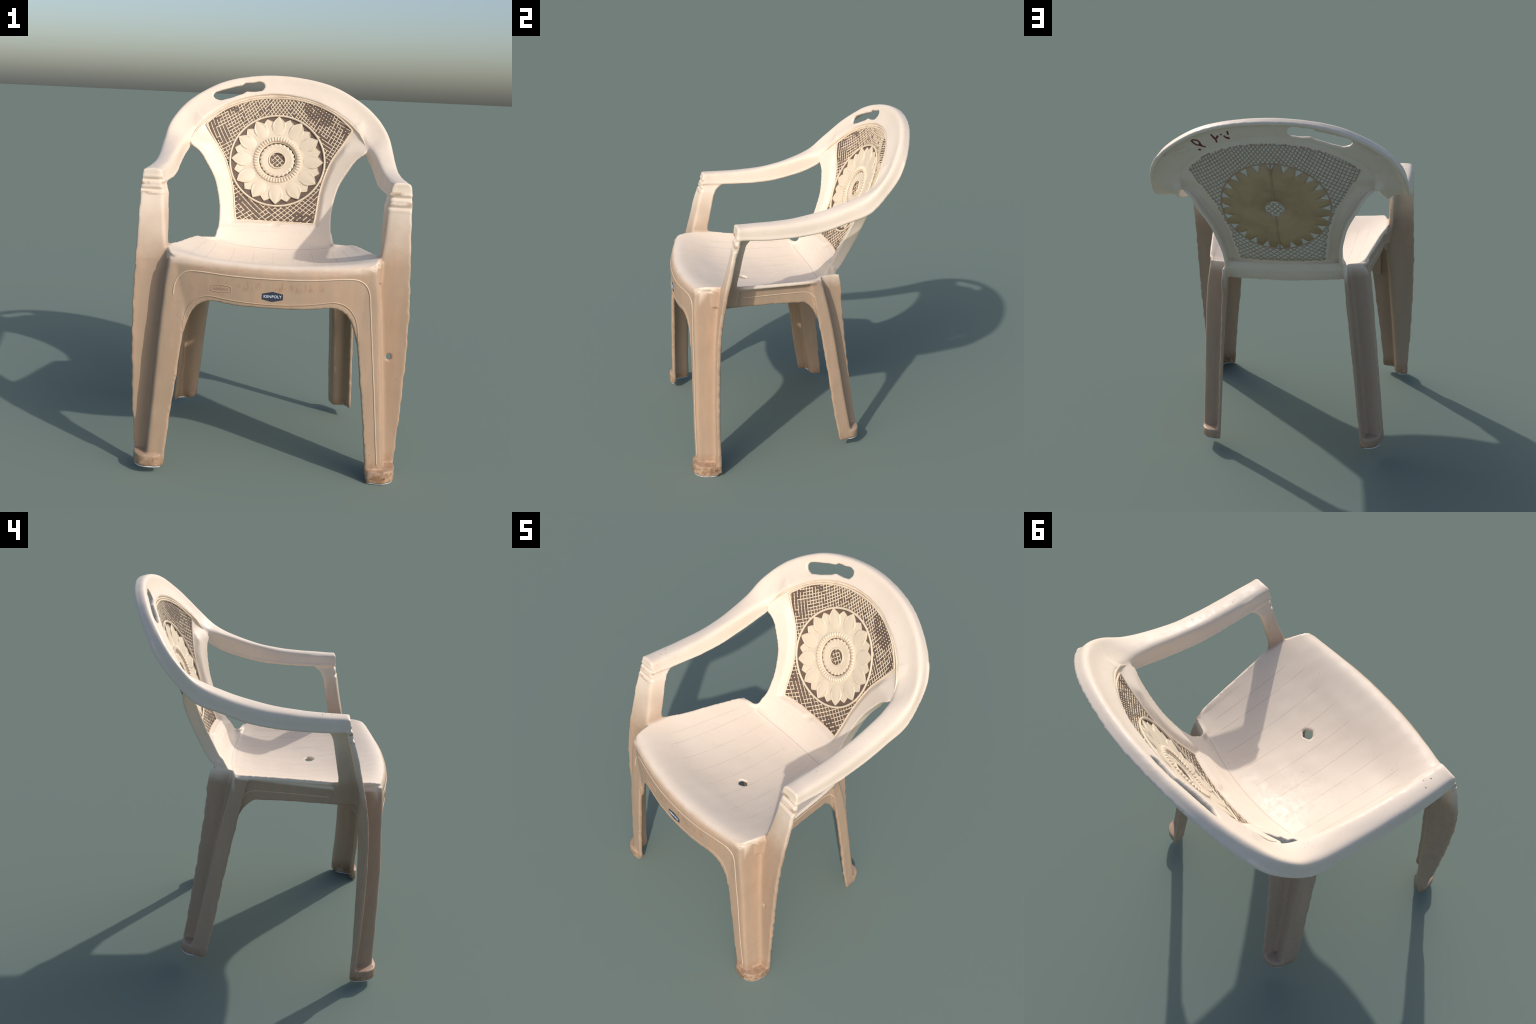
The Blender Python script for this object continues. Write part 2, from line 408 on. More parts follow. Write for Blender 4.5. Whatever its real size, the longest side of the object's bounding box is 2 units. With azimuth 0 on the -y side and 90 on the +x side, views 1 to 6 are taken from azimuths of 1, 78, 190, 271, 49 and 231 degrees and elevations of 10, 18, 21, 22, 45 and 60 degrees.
def ramp(nt, fac, lo, hi, a=0.0, b=1.0):
    r = nt.nodes.new('ShaderNodeMapRange'); r.inputs['From Min'].default_value = lo; r.inputs['From Max'].default_value = hi
    r.inputs['To Min'].default_value = a; r.inputs['To Max'].default_value = b
    r.interpolation_type = 'SMOOTHSTEP'
    nt.links.new(fac, r.inputs['Value']); return r.outputs[0]
def mix(nt, fac, a, b):
    m = nt.nodes.new('ShaderNodeMix'); m.data_type = 'RGBA'
    for s, v in ((m.inputs[6], a), (m.inputs[7], b)):
        if isinstance(v, tuple): s.default_value = (*v, 1)
        else: nt.links.new(v, s)
    if isinstance(fac, float): m.inputs[0].default_value = fac
    else: nt.links.new(fac, m.inputs[0])
    return m.outputs[2]
def math_(nt, op, a, b=None, c=None):
    m = nt.nodes.new('ShaderNodeMath'); m.operation = op
    for s, v in zip(m.inputs, (a, b, c)):
        if v is None: continue
        if isinstance(v, (int, float)): s.default_value = v
        else: nt.links.new(v, s)
    return m.outputs[0]
def axes(nt, vec):
    s = nt.nodes.new('ShaderNodeSeparateXYZ'); nt.links.new(vec, s.inputs[0]); return s.outputs
def band(nt, v, lo, hi, soft):
    return math_(nt, 'MULTIPLY', ramp(nt, v, lo - soft, lo + soft), ramp(nt, v, hi - soft, hi + soft, 1, 0))
def bump(nt, b, height, strength, dist):
    n = nt.nodes.new('ShaderNodeBump'); n.inputs['Strength'].default_value = strength; n.inputs['Distance'].default_value = dist
    nt.links.new(height, n.inputs['Height']); nt.links.new(n.outputs[0], b.inputs['Normal'])

CREAM = (.81, .680, .552); TAN = (.44, .312, .218); BUFF = (.53, .345, .228); GRIME = (.26, .13, .06); DARK = (.07, .045, .035)
def mx(nt, *v):
    r = v[0]
    for w in v[1:]: r = math_(nt, 'MAXIMUM', r, w)
    return r
def mul(nt, *v):
    r = v[0]
    for w in v[1:]: r = math_(nt, 'MULTIPLY', r, w)
    return r
def lin(nt, a, k, c):       # a*k + c
    return math_(nt, 'MULTIPLY_ADD', a, k, c)
def body_plastic():
    """One sun-bleached cream plastic; legs, aprons and posts are coloured tan, feet are grimy."""
    m, nt, b, vec = new_mat('aged_cream_plastic')
    X, Y, Z = axes(nt, vec); AX = math_(nt, 'ABSOLUTE', X); X2 = math_(nt, 'MULTIPLY', X, X)
    big = noise(nt, vec, 4.5, 4); mid = noise(nt, vec, 13, 4); fine = noise(nt, vec, 38, 4); speck = noise(nt, vec, 95, 2, .4)
    Zn = lin(nt, mid, .05, lin(nt, Z, 1, -.025))
    # where the tan colour lies
    below = ramp(nt, Zn, .940, .985, 1, 0)
    front = math_(nt, 'SUBTRACT', Y, lin(nt, X2, .29, -.692))
    fr = mul(nt, ramp(nt, lin(nt, mid, .02, front), .016, .048, 1, 0), ramp(nt, Z, 1.05, 1.10, 1, .35))
    post = mul(nt, ramp(nt, AX, .512, .535), ramp(nt, Y, -.39, -.33, 1, 0), ramp(nt, lin(nt, big, .30, Z), 1.18, 1.58, 1, .10))
    side = mul(nt, ramp(nt, math_(nt, 'SUBTRACT', AX, lin(nt, Y, -.125, .450)), -.020, -.006), ramp(nt, Z, 1.066, 1.082, 1, 0), ramp(nt, Y, .12, .14, 1, 0))
    rear = mul(nt, ramp(nt, Y, .10, .13), ramp(nt, lin(nt, mid, .06, Z), 1.03, 1.12, 1, 0), ramp(nt, AX, .32, .335))
    soil = mx(nt, below, fr, post, side, rear)  # mask of the tan areas on legs, aprons and posts
    cream_mix = mix(nt, ramp(nt, big, .42, .70, 0, .16), CREAM, (.70, .55, .41))
    cream_mix = mix(nt, ramp(nt, fine, .52, .75, 0, .12), cream_mix, (.64, .50, .38))
    tan_var = noise(nt, vec, 9, 4, .6, stretch=(2.2, 2.2, .28))
    tan_mix = mix(nt, ramp(nt, tan_var, .42, .70, 0, .55), TAN, BUFF)
    tan_mix = mix(nt, ramp(nt, fine, .48, .75, 0, .35), tan_mix, (.42, .28, .19))
    col = mix(nt, soil, cream_mix, tan_mix)
    col = mix(nt, ramp(nt, speck, .735, .79, 0, .55), col, GRIME)
    # scored lines of the seat
    fan = math_(nt, 'DIVIDE', X, lin(nt, Y, -.16, .96))
    cell = math_(nt, 'ABSOLUTE', math_(nt, 'SUBTRACT', math_(nt, 'FRACT', lin(nt, fan, 1/.114, .5)), .5))
    line = mul(nt, ramp(nt, cell, .004, .020, 1, 0), band(nt, Y, -.46, .10, .015), ramp(nt, AX, .35, .365, 1, 0), ramp(nt, mid, .36, .52, .35, 1))
    crease = mul(nt, ramp(nt, math_(nt, 'ABSOLUTE', math_(nt, 'SUBTRACT', Y, lin(nt, X2, -.30, .160))), .0008, .0035, 1, 0), ramp(nt, AX, .30, .315, 1, 0))
    ends = mul(nt, ramp(nt, math_(nt, 'ABSOLUTE', math_(nt, 'SUBTRACT', AX, lin(nt, Y, -.09, .385))), .0008, .0035, 1, 0), band(nt, Y, -.40, .05, .02))
    top = mul(nt, ramp(nt, Z, .985, .99), ramp(nt, Z, 1.10, 1.12, 1, 0))
    col = mix(nt, mul(nt, mx(nt, line, crease, mul(nt, ends, .6)), top, .55), col, (.50, .36, .28))
    # rusty streaks and scuffs on the front apron
    streak = noise(nt, vec, 26, 5, .75, stretch=(2.2, 1, .5)); patch = noise(nt, vec, 11, 3, .6)
    zone = mul(nt, band(nt, X, -.24, .25, .07), band(nt, lin(nt, mid, .03, Z), .980, 1.022, .014), ramp(nt, Y, -.64, -.62, 1, 0))
    col = mix(nt, mul(nt, ramp(nt, streak, .47, .68), ramp(nt, patch, .38, .60), zone, .85), col, (.33, .15, .07))
    scuff = noise(nt, vec, 30, 4, .65, stretch=(.6, 1, 3))
    col = mix(nt, mul(nt, ramp(nt, scuff, .54, .68), band(nt, Z, 1.040, 1.066, .008), ramp(nt, Y, -.63, -.61, 1, 0), .45), col, (.40, .20, .11))
    # soil in the post grooves
    g = mx(nt, band(nt, Z, 1.421, 1.437, .004), band(nt, Z, 1.373, 1.389, .004))
    col = mix(nt, mul(nt, g, ramp(nt, noise(nt, vec, 14, 3), .42, .6), ramp(nt, Y, -.420, -.405, .7, 0), ramp(nt, AX, .54, .55)), col, GRIME)
    # grime on and just above the feet
    n = noise(nt, vec, 26, 5, .7); n2 = noise(nt, vec, 60, 4, .7)
    foot = ramp(nt, lin(nt, n, .16, Z), .12, .22, 1, 0)
    col = mix(nt, mul(nt, ramp(nt, n, .36, .60), foot, .85), col, GRIME)
    col = mix(nt, mul(nt, ramp(nt, n2, .55, .64), ramp(nt, n, .48, .60), foot), col, DARK)
    nt.links.new(col, b.inputs['Base Color'])
    nt.links.new(ramp(nt, fine, .3, .7, .36, .54), b.inputs['Roughness'])
    b.inputs['Specular IOR Level'].default_value = .35
    bump(nt, b, fine, .06, .004)
    return m
PLASTIC = body_plastic()
MAT = {k: PLASTIC for k in ('seat', 'rail', 'back', 'post', 'apron', 'leg', 'foot')}

# ------------------------------------------------------------------ split the fused body into named parts
npol = len(me.polygons)
ls = np.empty(npol, int); me.polygons.foreach_get('loop_start', ls)
lv = np.empty(len(me.loops), int); me.loops.foreach_get('vertex_index', lv)
quads = np.stack([lv[ls], lv[ls+1], lv[ls+2], lv[ls+3]], 1)
cen = co[quads].mean(1); X, Y, Z = cen.T; AX = np.abs(X)
part = np.full(npol, 'seat', dtype=object)
crest_t = np.interp(np.clip(Y, -.42, .7), [-.42, -.18, .06, .2, .31, .38], [1.40, 1.398, 1.42, 1.448, 1.49, 1.555])
low_front = (Y < -.44) & (AX > .405)
apron_bot = np.interp(AX, [0, .3, .405, .43], [.8, .8, .8, .95])
part[(Z < 1.045) & (Y < -.60) & (AX < .53)] = 'apron'
part[(Z < 1.045) & (Y < -.50) & (AX > .49)] = 'front_leg'
part[(Z < 1.072) & (AX > .430 - .125*Y - .004) & (Y > -.5) & (Y < .13) & (Z > .86)] = 'side_apron'
part[low_front & (Z < .965) & (AX > np.interp(Z, [.7, .965], [.405, .425]))] = 'front_leg'
part[(Y < -.44) & (AX > .50) & (Z < .965)] = 'front_leg'
part[(Y < -.37) & (AX > .515) & (Z >= .965)] = 'arm_post'
part[(Y > -.05) & (Z < .90)] = 'rear_leg'
part[(Y > .105) & (AX > .325) & (Z < 1.05)] = 'rear_leg'
bk = (Z > 1.10) & (Y > .13)
part[bk & (Y < .55)] = 'backrest'
part[(Z > 1.02) & (Y > .215)] = 'backrest'
zr = np.interp(AX, RIDGE[::-1, 0], RIDGE[::-1, 1])
part[bk & (AX < .516) & (Z > zr)] = 'top_band'
part[bk & (AX >= .516) & (Z > 1.615)] = 'top_band'
part[(AX > .51) & (Z > crest_t) & (Y < .45) & (Z <= 1.64)] = 'armrest'
part[(AX > .525) & (Z > 1.10) & (Y > -.30) & (Y < .40) & (Z < 1.66)] = 'armrest'
fz = np.where(X > 0, .068, .098)
part[(Y < -.4) & (Z < fz)] = 'foot'
part[(Y > -.05) & (Z < .120)] = 'foot'

root = bpy.data.objects.new('plastic_armchair', None); bpy.context.scene.collection.objects.link(root)
root['label'] = 'old cream moulded plastic garden armchair with flower medallion back'
root['category'] = 'chair'

def adopt(ob, parent=None):
    ob.parent = parent or root
    return ob
def body_part(name, mask, mat):
    q = quads[mask]
    used, inv = np.unique(q.ravel(), return_inverse=True)
    ob = mesh_object(name, co[used], inv.reshape(-1, 4))
    ob.data.normals_split_custom_set_from_vertices([tuple(n) for n in nrm[used]])
    ob.data.materials.append(mat); return adopt(ob)
PART = {}
PART['seat'] = body_part('seat', part == 'seat', MAT['seat'])
PART['backrest'] = body_part('backrest', part == 'backrest', MAT['back'])
body_part('top_rail', part == 'top_band', MAT['rail'])
PART['apron'] = body_part('front_apron', part == 'apron', MAT['apron'])
for s in (1, -1):
    h_ = (X * s > 0)
    body_part('armrest', (part == 'armrest') & h_, MAT['rail'])
    body_part('arm_post', (part == 'arm_post') & h_, MAT['post'])
    body_part('side_apron', (part == 'side_apron') & h_, MAT['apron'])
    for leg in ('front_leg', 'rear_leg'):
        lo = body_part(leg, (part == leg) & h_, MAT['leg'])
        fsel = (Y < 0) if leg == 'front_leg' else (Y > 0)
        fo = body_part('foot', (part == 'foot') & h_ & fsel, MAT['foot']); fo.parent = lo
bpy.data.meshes.remove(me)

# ================================================================== details on the body
from mathutils.bvhtree import BVHTree
BVH = BVHTree.FromPolygons([tuple(v) for v in co], [tuple(q) for q in quads])
def snap(x, z, d=0.0, rear=False, side=None):
    """Point on the body under (x, z), seen from the front (or rear), lifted by d."""
    if side is not None:
        hit = BVH.ray_cast(Vector((side, x, z)), Vector((-1 if side > 0 else 1, 0, 0)))
    else:
        hit = BVH.ray_cast(Vector((x, 2 if rear else -2, z)), Vector((0, -1 if rear else 1, 0)))
    return np.array(hit[0] + hit[1] * d) if hit[0] is not None else None

def tube(path, r, n=8, closed=False, squash=1.0):
    P = np.asarray(path, float); m = len(P)
    T = (np.roll(P, -1, 0) - np.roll(P, 1, 0)) if closed else np.gradient(P, axis=0)
    T /= np.linalg.norm(T, axis=1, keepdims=True) + 1e-9
    up = np.array([0, 1, 0.01])
    A = np.cross(T, up); A /= np.linalg.norm(A, axis=1, keepdims=True) + 1e-9
    B = np.cross(T, A)
    rr = np.broadcast_to(np.asarray(r, float), (m,))
    ang = np.linspace(0, 2*np.pi, n, endpoint=False)
    V = (P[:, None] + rr[:, None, None] * (np.cos(ang)[None, :, None] * A[:, None] + squash * np.sin(ang)[None, :, None] * B[:, None])).reshape(-1, 3)
    F = []
    for i in range(m if closed else m - 1):
        k = (i + 1) % m
        for j in range(n):
            l = (j + 1) % n; F.append((i*n + j, i*n + l, k*n + l, k*n + j))
    if not closed: F += [tuple(range(n))[::-1], tuple((m-1)*n + j for j in range(n))]
    return V, F

def merge(parts):
    V, F, o = [], [], 0
    for v, f in parts:
        V.append(v); F += [tuple(i + o for i in q) for q in f]; o += len(v)
    return np.vstack(V), F
def add(name, vf, mat, parent=None, smooth=True, stuff=False):
    ob = mesh_object(name, *vf, smooth=smooth); ob.data.materials.append(mat)
    if stuff: ob['kind'] = 'stuff'
    return adopt(ob, parent)

def simple(name, base, stain, amt=.4, rough=.5, scale=18):
    m, nt, b, vec = new_mat(name)
    n = noise(nt, vec, scale, 4); f = noise(nt, vec, scale*5, 3)
    col = mix(nt, ramp(nt, n, .4, .68, 0, amt), base, stain)
    nt.links.new(col, b.inputs['Base Color']); b.inputs['Roughness'].default_value = rough
    bump(nt, b, f, .05, .002); return m
M_MED = simple('medallion_plastic', (.76, .63, .47), (.66, .55, .40), .5, .42, 9)
M_STRAND = simple('cane_plastic', (.80, .66, .48), (.62, .46, .30), .4, .45, 30)
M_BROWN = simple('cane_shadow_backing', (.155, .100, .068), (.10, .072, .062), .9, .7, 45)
M_GREY = simple('cane_rear_backing', (.66, .64, .56), (.46, .43, .36), .6, .7, 60)
M_INK = simple('maroon_ink', (.16, .02, .03), (.25, .06, .05), .6, .6, 60)
M_NAVY = simple('navy_sticker', (.030, .040, .062), (.05, .06, .085), .5, .4, 40)
M_WHITE = simple('white_print', (.62, .68, .76), (.5, .55, .62), .4, .5, 40)
M_SOLE = simple('pale_sole', (.72, .74, .80), (.6, .6, .64), .5, .6, 20)
M_RIB = simple('rib_plastic', (.62, .47, .345), (.54, .39, .28), .5, .4, 20)
M_BRIB = simple('back_rib_plastic', (.80, .65, .49), (.62, .46, .32), .5, .42, 20)
M_RCANE = simple('rear_cane_brown', (.44, .29, .19), (.36, .22, .13), .6, .5, 20)
M_MEDR = simple('medallion_rear_brown', (.50, .345, .185), (.40, .26, .14), .7, .5, 7)

# ---- cane panel outline in (x, z)
def panel_outline(grow=0.0, n=220):
    pts = [(.226, 1.158), (.236, 1.21), (.250, 1.33), (.276, 1.42), (.312, 1.515), (.370, 1.60), (.432, 1.700)]
    top = [(.330, 1.784), (.21, 1.836), (.10, 1.860), (0, 1.866)]
    right = chaikin(np.array(pts[:1] + pts[1:]), 2)
    arch = np.array(top); k = spline([0, .33, .6, .82, 1.0], np.array([pts[-1]] + top), np.linspace(0, 1, 24))
    h_ = np.vstack([[(0, 1.158)], right, k[1:]])
    loop = np.vstack([h_, (h_[1:-1] * [-1, 1])[::-1]])
    loop = chaikin(np.vstack([loop, loop[:1]]), 1)[:-1]
    c = np.array(MED); d = loop - c
    return resample(np.vstack([loop, loop[:1]]), n + 1)[:-1] + d[0] * 0 + 0 if grow == 0 else resample(np.vstack([c + d * (1 + grow), c + d[:1] * (1 + grow)]), n + 1)[:-1]
OUT = panel_outline()
def inside(x, z, poly=OUT):
    r = np.zeros(np.shape(x), bool); j = len(poly) - 1
    for i in range(len(poly)):
        xi, zi = poly[i]; xj, zj = poly[j]
        if zi != zj: r ^= ((zi > z) != (zj > z)) & (x < (xj - xi) * (z - zi) / (zj - zi) + xi)
        j = i
    return r
def plate(poly, d0, d1, rings=14):
    """Thin plate filling a star-shaped outline on the curved back, between offsets d0 and d1."""
    n = len(poly); c = np.array(MED); f = np.linspace(0, 1, rings + 1)[1:]
    def skin(d):
        pts = np.vstack([[c]] + [c + (poly - c) * t for t in f]); x, z = pts.T
        return np.stack([x, back_y(x, z), z], -1) + back_normal(x, z) * d
    A, B = skin(d1), skin(d0); m = len(A); V = np.vstack([A, B]); F = []
    for j in range(n):
        k = (j + 1) % n
        F.append((0, 1 + j, 1 + k)); F.append((m, m + 1 + k, m + 1 + j))
        for i in range(rings - 1):
            a, b = 1 + i*n, 1 + (i+1)*n
            F.append((a + j, b + j, b + k, a + k)); F.append((m + a + k, m + b + k, m + b + j, m + a + j))
        o = 1 + (rings-1)*n; F.append((o + k, o + j, m + o + j, m + o + k))
    return V, F
REAR = -.0085
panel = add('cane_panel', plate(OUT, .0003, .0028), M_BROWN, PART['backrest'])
add('cane_panel_rear', plate(panel_outline(-.012), REAR - .0030, REAR - .0006), M_GREY, PART['backrest'])

# ---- cane strands: two families of diagonal strands, fanning a little towards the sides
PITCH = .0205; RB = -1.25
def warp(p, q):
    R_ = RB + q
    return R_ * np.sin(p / RB) / 1.0, R_ * np.cos(p / RB) - RB
def fade(a, b, fam):
    v = (np.sin(a*13 + 1.3*fam) + np.sin(b*17 + 2.1) + np.sin((a - b)*9 + fam*2.4) + .9*np.sin((a + b)*23 + fam)) / 3.9
    return v
def strands(d, r, full, seed):
    g = np.random.default_rng(seed); parts = []
    L = .52; half = r * .70
    for fam in (0, 1):
        sgn = 1 if fam == 0 else -1
        for k in range(-36, 37):
            off_ = k * PITCH
            t = np.arange(-76, 77) * PITCH / 2
            p = (t - sgn*off_) * .70711 ; q = (sgn*t + off_) * .70711
            a, b = warp(p, q)
            x, z = MED[0] + a, MED[1] + b * KZ
            rad = np.hypot(a, b)
            ok = inside(x, z) & (rad > .283) | (rad < .043)
            keep = ok.copy()
            if not full:
                both = fade(a*1.1 + .3, b*1.1, 0); one = fade(a, b + .2, fam + 1)
                node = (np.arange(len(a)) % 2) == 0
                gap = (both > .42) | (one > .30)
                gap ^= g.random(len(a)) < .07
                keep = ok & (~gap | (node & (g.random(len(a)) < .9)))
            if fam == 0 and not full:            # knots where strands cross
                for i in [q_ for q_ in np.nonzero(ok)[0] if q_ % 2 == 0]:
                    if g.random() < .12: continue
                    tt_ = t[i] + np.array([-.55, -.2, .2, .55]) * r * 2.2
                    aa, bb = warp((tt_ - sgn*off_) * .70711, (sgn*tt_ + off_) * .70711)
                    parts.append(tube(on_back(aa, bb, np.full(4, d)), r * np.array([.7, 1.55, 1.55, .7]) * g.uniform(.75, 1.15), 6, squash=.6))
            i = 0
            while i < len(a):
                if not keep[i]: i += 1; continue
                j = i
                while j + 1 < len(a) and keep[j + 1]: j += 1
                lo, hi = t[i] - PITCH*.16, t[j] + PITCH*.16
                n_ = max(2, j - i + 2)
                tt_ = np.linspace(lo, hi, n_)
                pp, qq = (tt_ - sgn*off_) * .70711, (sgn*tt_ + off_) * .70711
                aa, bb = warp(pp, qq)
                C0 = on_back(aa, bb, np.full(n_, d))
                wid = r * (1.25 if j == i else 1) * (1 + .22 * g.normal(size=n_).clip(-1, 1) * (0 if full else 1))
                parts.append(tube(C0, wid, 6, squash=.55))
                i = j + 1
    return merge(parts)
add('cane_lattice', strands(.0031, .0027, False, 3), M_STRAND, panel, stuff=True)
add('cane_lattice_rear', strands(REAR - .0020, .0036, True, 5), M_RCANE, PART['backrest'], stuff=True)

# ---- raised frame round the panel and the double ridge under the arch
fr = np.stack([OUT[:, 0], back_y(OUT[:, 0], OUT[:, 1]), OUT[:, 1]], -1) + back_normal(OUT[:, 0], OUT[:, 1]) * .004
add('panel_frame', tube(fr, .0052, 8, closed=True), M_BRIB, PART['backrest'])
rx = spline(np.arange(7), RIDGE, np.linspace(0, 6, 60)); rl = np.vstack([rx, (rx[:-1] * [-1, 1])[::-1]])
rp = np.array([snap(x * .985, z - .004 if z > 1.7 else z, .0005) for x, z in rl])
rp = np.array([rp[max(0, i-2):i+3].mean(0) for i in range(len(rp))])
add('arch_ridge', tube(rp, np.interp(np.arange(len(rp)), [0, 8, len(rp)-9, len(rp)-1], [.001, .0065, .0065, .001]), 8), M_BRIB, PART['backrest'])

# ---- medallion
def frame_at(r, th, d):
    """Location and axes (tangent, radial, normal) on the panel at polar place (r, th from the top, clockwise)."""
    e = 1e-3
    c = on_back(r*math.sin(th), r*math.cos(th), d); c2 = on_back((r+e)*math.sin(th), (r+e)*math.cos(th), d)
    x = np.array([c[0]]); z_ = np.array([c[2]])
    N = back_normal(x, z_)[0]; Rr = (c2 - c); Rr -= N * (Rr @ N); Rr /= np.linalg.norm(Rr); T = np.cross(Rr, N)
    m_ = Matrix.Identity(4)
    for i in range(3): m_[i][0], m_[i][1], m_[i][2], m_[i][3] = T[i], Rr[i], N[i], c[i]
    return m_
def petal_mesh(name, length, halfw, dome, rim):
    nu, nv_ = 22, 17; P = np.empty((nu, nv_, 3))
    for i, u in enumerate(np.linspace(0, 1, nu)):
        w = halfw * (.70 + .42*u - .10*u*u) if u < .38 else halfw * np.interp(u, [.38, .5, .65, .8, .92, 1], [.845, .90, .80, .52, .22, .005])
        for j, v in enumerate(np.linspace(-1, 1, nv_)):
            ridge = math.exp(-((abs(v) - .86)/.10)**2) * smooth01(np.array((u - .25)/.3))
            hgt = dome * (1 - .45*v*v) * (.45 + .75*u - .45*u**3) + rim * ridge
            P[i, j] = (w * v, u * length, hgt)
    base = P.copy(); base[..., 2] = -.004
    V = np.vstack([P.reshape(-1, 3), base.reshape(-1, 3)]); o = nu*nv_; F = []
    for i in range(nu-1):
        for j in range(nv_-1):
            a, b, c, d = i*nv_+j, i*nv_+j+1, (i+1)*nv_+j+1, (i+1)*nv_+j
            F += [(a, b, c, d), (o+d, o+c, o+b, o+a)]
    e = [j for j in range(nv_)] + [i*nv_+nv_-1 for i in range(1, nu)] + [(nu-1)*nv_+j for j in range(nv_-2, -1, -1)] + [i*nv_ for i in range(nu-2, 0, -1)]
    F += [(b, a, o+a, o+b) for a, b in zip(e, e[1:]+e[:1])]
    me_ = bpy.data.meshes.new(name); me_.from_pydata([tuple(v) for v in V], [], F); me_.update(); me_.shade_smooth()
    me_.materials.append(M_MED); return me_
def revolve(prof, n=120, mod=None):
    """Disc of revolution on the panel from (radius, height) pairs."""
    P = []
    for r, h_ in prof:
        th = np.linspace(0, 2*np.pi, n, endpoint=False)
        rr = np.full(n, r) if mod is None else mod(r, th)
        P.append(on_back(rr*np.sin(th), rr*np.cos(th), np.full(n, h_)))
    P = np.array(P); m_ = len(prof); V = P.reshape(-1, 3); F = []
    for i in range(m_ - 1):
        for j in range(n):
            k = (j+1) % n; F.append((i*n+j, i*n+k, (i+1)*n+k, (i+1)*n+j))
    return V, F
med = add('medallion', revolve([(.108, .003), (.108, .010), (.112, .012), (.143, .012), (.150, .010), (.165, .0085), (.195, .008), (.226, .006), (.230, .001)]), M_MED, PART['backrest'])
big = petal_mesh('petal', .121, .049, .0115, .0046); small = petal_mesh('petal_narrow', .087, .043, .0055, .0042)
for i in range(12):
    th = 2*math.pi*i/12 + .003
    ob = bpy.data.objects.new('petal', big); bpy.context.scene.collection.objects.link(ob)
    ob.matrix_world = frame_at(.152, th, .0045); adopt(ob, med)
    ob = bpy.data.objects.new('petal', small); bpy.context.scene.collection.objects.link(ob)
    ob.matrix_world = frame_at(.176, th + math.pi/12, .0040); adopt(ob, med)
def ring(r, d, tr, n=160): 
    th = np.linspace(0, 2*np.pi, n, endpoint=False)
    return tube(on_back(r*np.sin(th), r*np.cos(th), np.full(n, d)), tr, 10, closed=True)
add('medallion_ring', ring(.2795, .0065, .0062), M_MED, med)
add('hub_ring', ring(.0495, .0085, .0052, 80), M_MED, med)
teeth = lambda r, th: r * (1 + (.075 * (1 - np.abs(((th*24/(2*np.pi)) % 1) - .5)*2) if r > .09 else 0))
add('inner_rosette', revolve([(.0475, .003), (.050, .008), (.064, .0072), (.080, .0078), (.0965, .0095), (.0980, .0075), (.0985, .003)], 384, teeth), M_MED, med)
bead_v = []
for iz, (rr_, hh) in enumerate([(-.0135, 0), (-.0135, .005), (-.006, .0085), (.006, .0085), (.0135, .005), (.0135, 0)]):
    for sx2, hk in [(-1, .0), (-.82, .72), (0, 1), (.82, .72), (1, .0)]:
        bead_v.append((sx2 * .0076, rr_, hh * hk))
bead_f = [(i*5+j, i*5+j+1, (i+1)*5+j+1, (i+1)*5+j) for i in range(5) for j in range(4)]
bead_me = bpy.data.meshes.new('bead'); bead_me.from_pydata(bead_v, [], bead_f); bead_me.update(); bead_me.shade_smooth(); bead_me.materials.append(M_BRIB)
for i in range(48):
    ob = bpy.data.objects.new('bead', bead_me); bpy.context.scene.collection.objects.link(ob)
    ob.matrix_world = frame_at(.1285, 2*math.pi*i/48, .0115); adopt(ob, med)
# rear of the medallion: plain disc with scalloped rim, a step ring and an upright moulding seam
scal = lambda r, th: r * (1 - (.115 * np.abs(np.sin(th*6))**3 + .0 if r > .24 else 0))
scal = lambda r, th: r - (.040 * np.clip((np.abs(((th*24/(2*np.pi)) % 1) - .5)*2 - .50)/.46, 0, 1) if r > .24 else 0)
rd = REAR - .0015
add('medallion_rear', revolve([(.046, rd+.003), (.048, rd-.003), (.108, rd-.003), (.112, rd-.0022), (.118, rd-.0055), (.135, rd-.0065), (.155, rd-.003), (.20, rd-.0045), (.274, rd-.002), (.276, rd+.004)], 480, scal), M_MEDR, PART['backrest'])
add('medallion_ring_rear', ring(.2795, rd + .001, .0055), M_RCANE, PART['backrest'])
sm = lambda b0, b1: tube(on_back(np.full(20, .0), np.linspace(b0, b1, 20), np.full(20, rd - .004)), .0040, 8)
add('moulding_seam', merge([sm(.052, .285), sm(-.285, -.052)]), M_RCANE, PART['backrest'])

# ---- ribs (fine raised lines) on apron and legs
def rib(name, pts, r, parent=None, rear=False, side=None, n=70, mat=None):
    k = np.r_[0, np.cumsum(np.linalg.norm(np.diff(np.array(pts), axis=0), axis=1))]
    q = spline(k, np.array(pts, float), np.linspace(0, k[-1], n))
    P = [snap(x, z_, -.0012, rear, side) for x, z_ in q]; P = [p_ for p_ in P if p_ is not None]
    P = np.array(P); P = np.array([P[max(0, i-1):i+2].mean(0) for i in range(len(P))])
    if len(P) > 4: add(name, tube(P, np.r_[.3, np.ones(len(P)-2), .3] * r, 8), mat or M_RIB, parent)
hr = [(.563, .085), (.545, .25), (.525, .454), (.495, .737), (.478, .90), (.470, .965), (.450, 1.004), (.413, 1.028), (.367, 1.033), (.222, 1.027), (.1, 1.024), (0, 1.024)]
hl = [(-x, z_ + .014*x) for x, z_ in hr[:-1]][::-1]
hl = [p_ for p_ in hl if p_[1] > .90]
rib('trim_rib', hr + hl, .0042, PART['apron'], n=220)
er = [(.428, .72), (.420, .80), (.402, .852), (.375, .888), (.345, .908), (.30, .919), (.24, .913), (.16, .905), (0, .900)]
rib('trim_rib', er + [(-x, z_ + .012*x) for x, z_ in er[:-1]][::-1], .0040, PART['apron'], n=160, mat=PLASTIC)
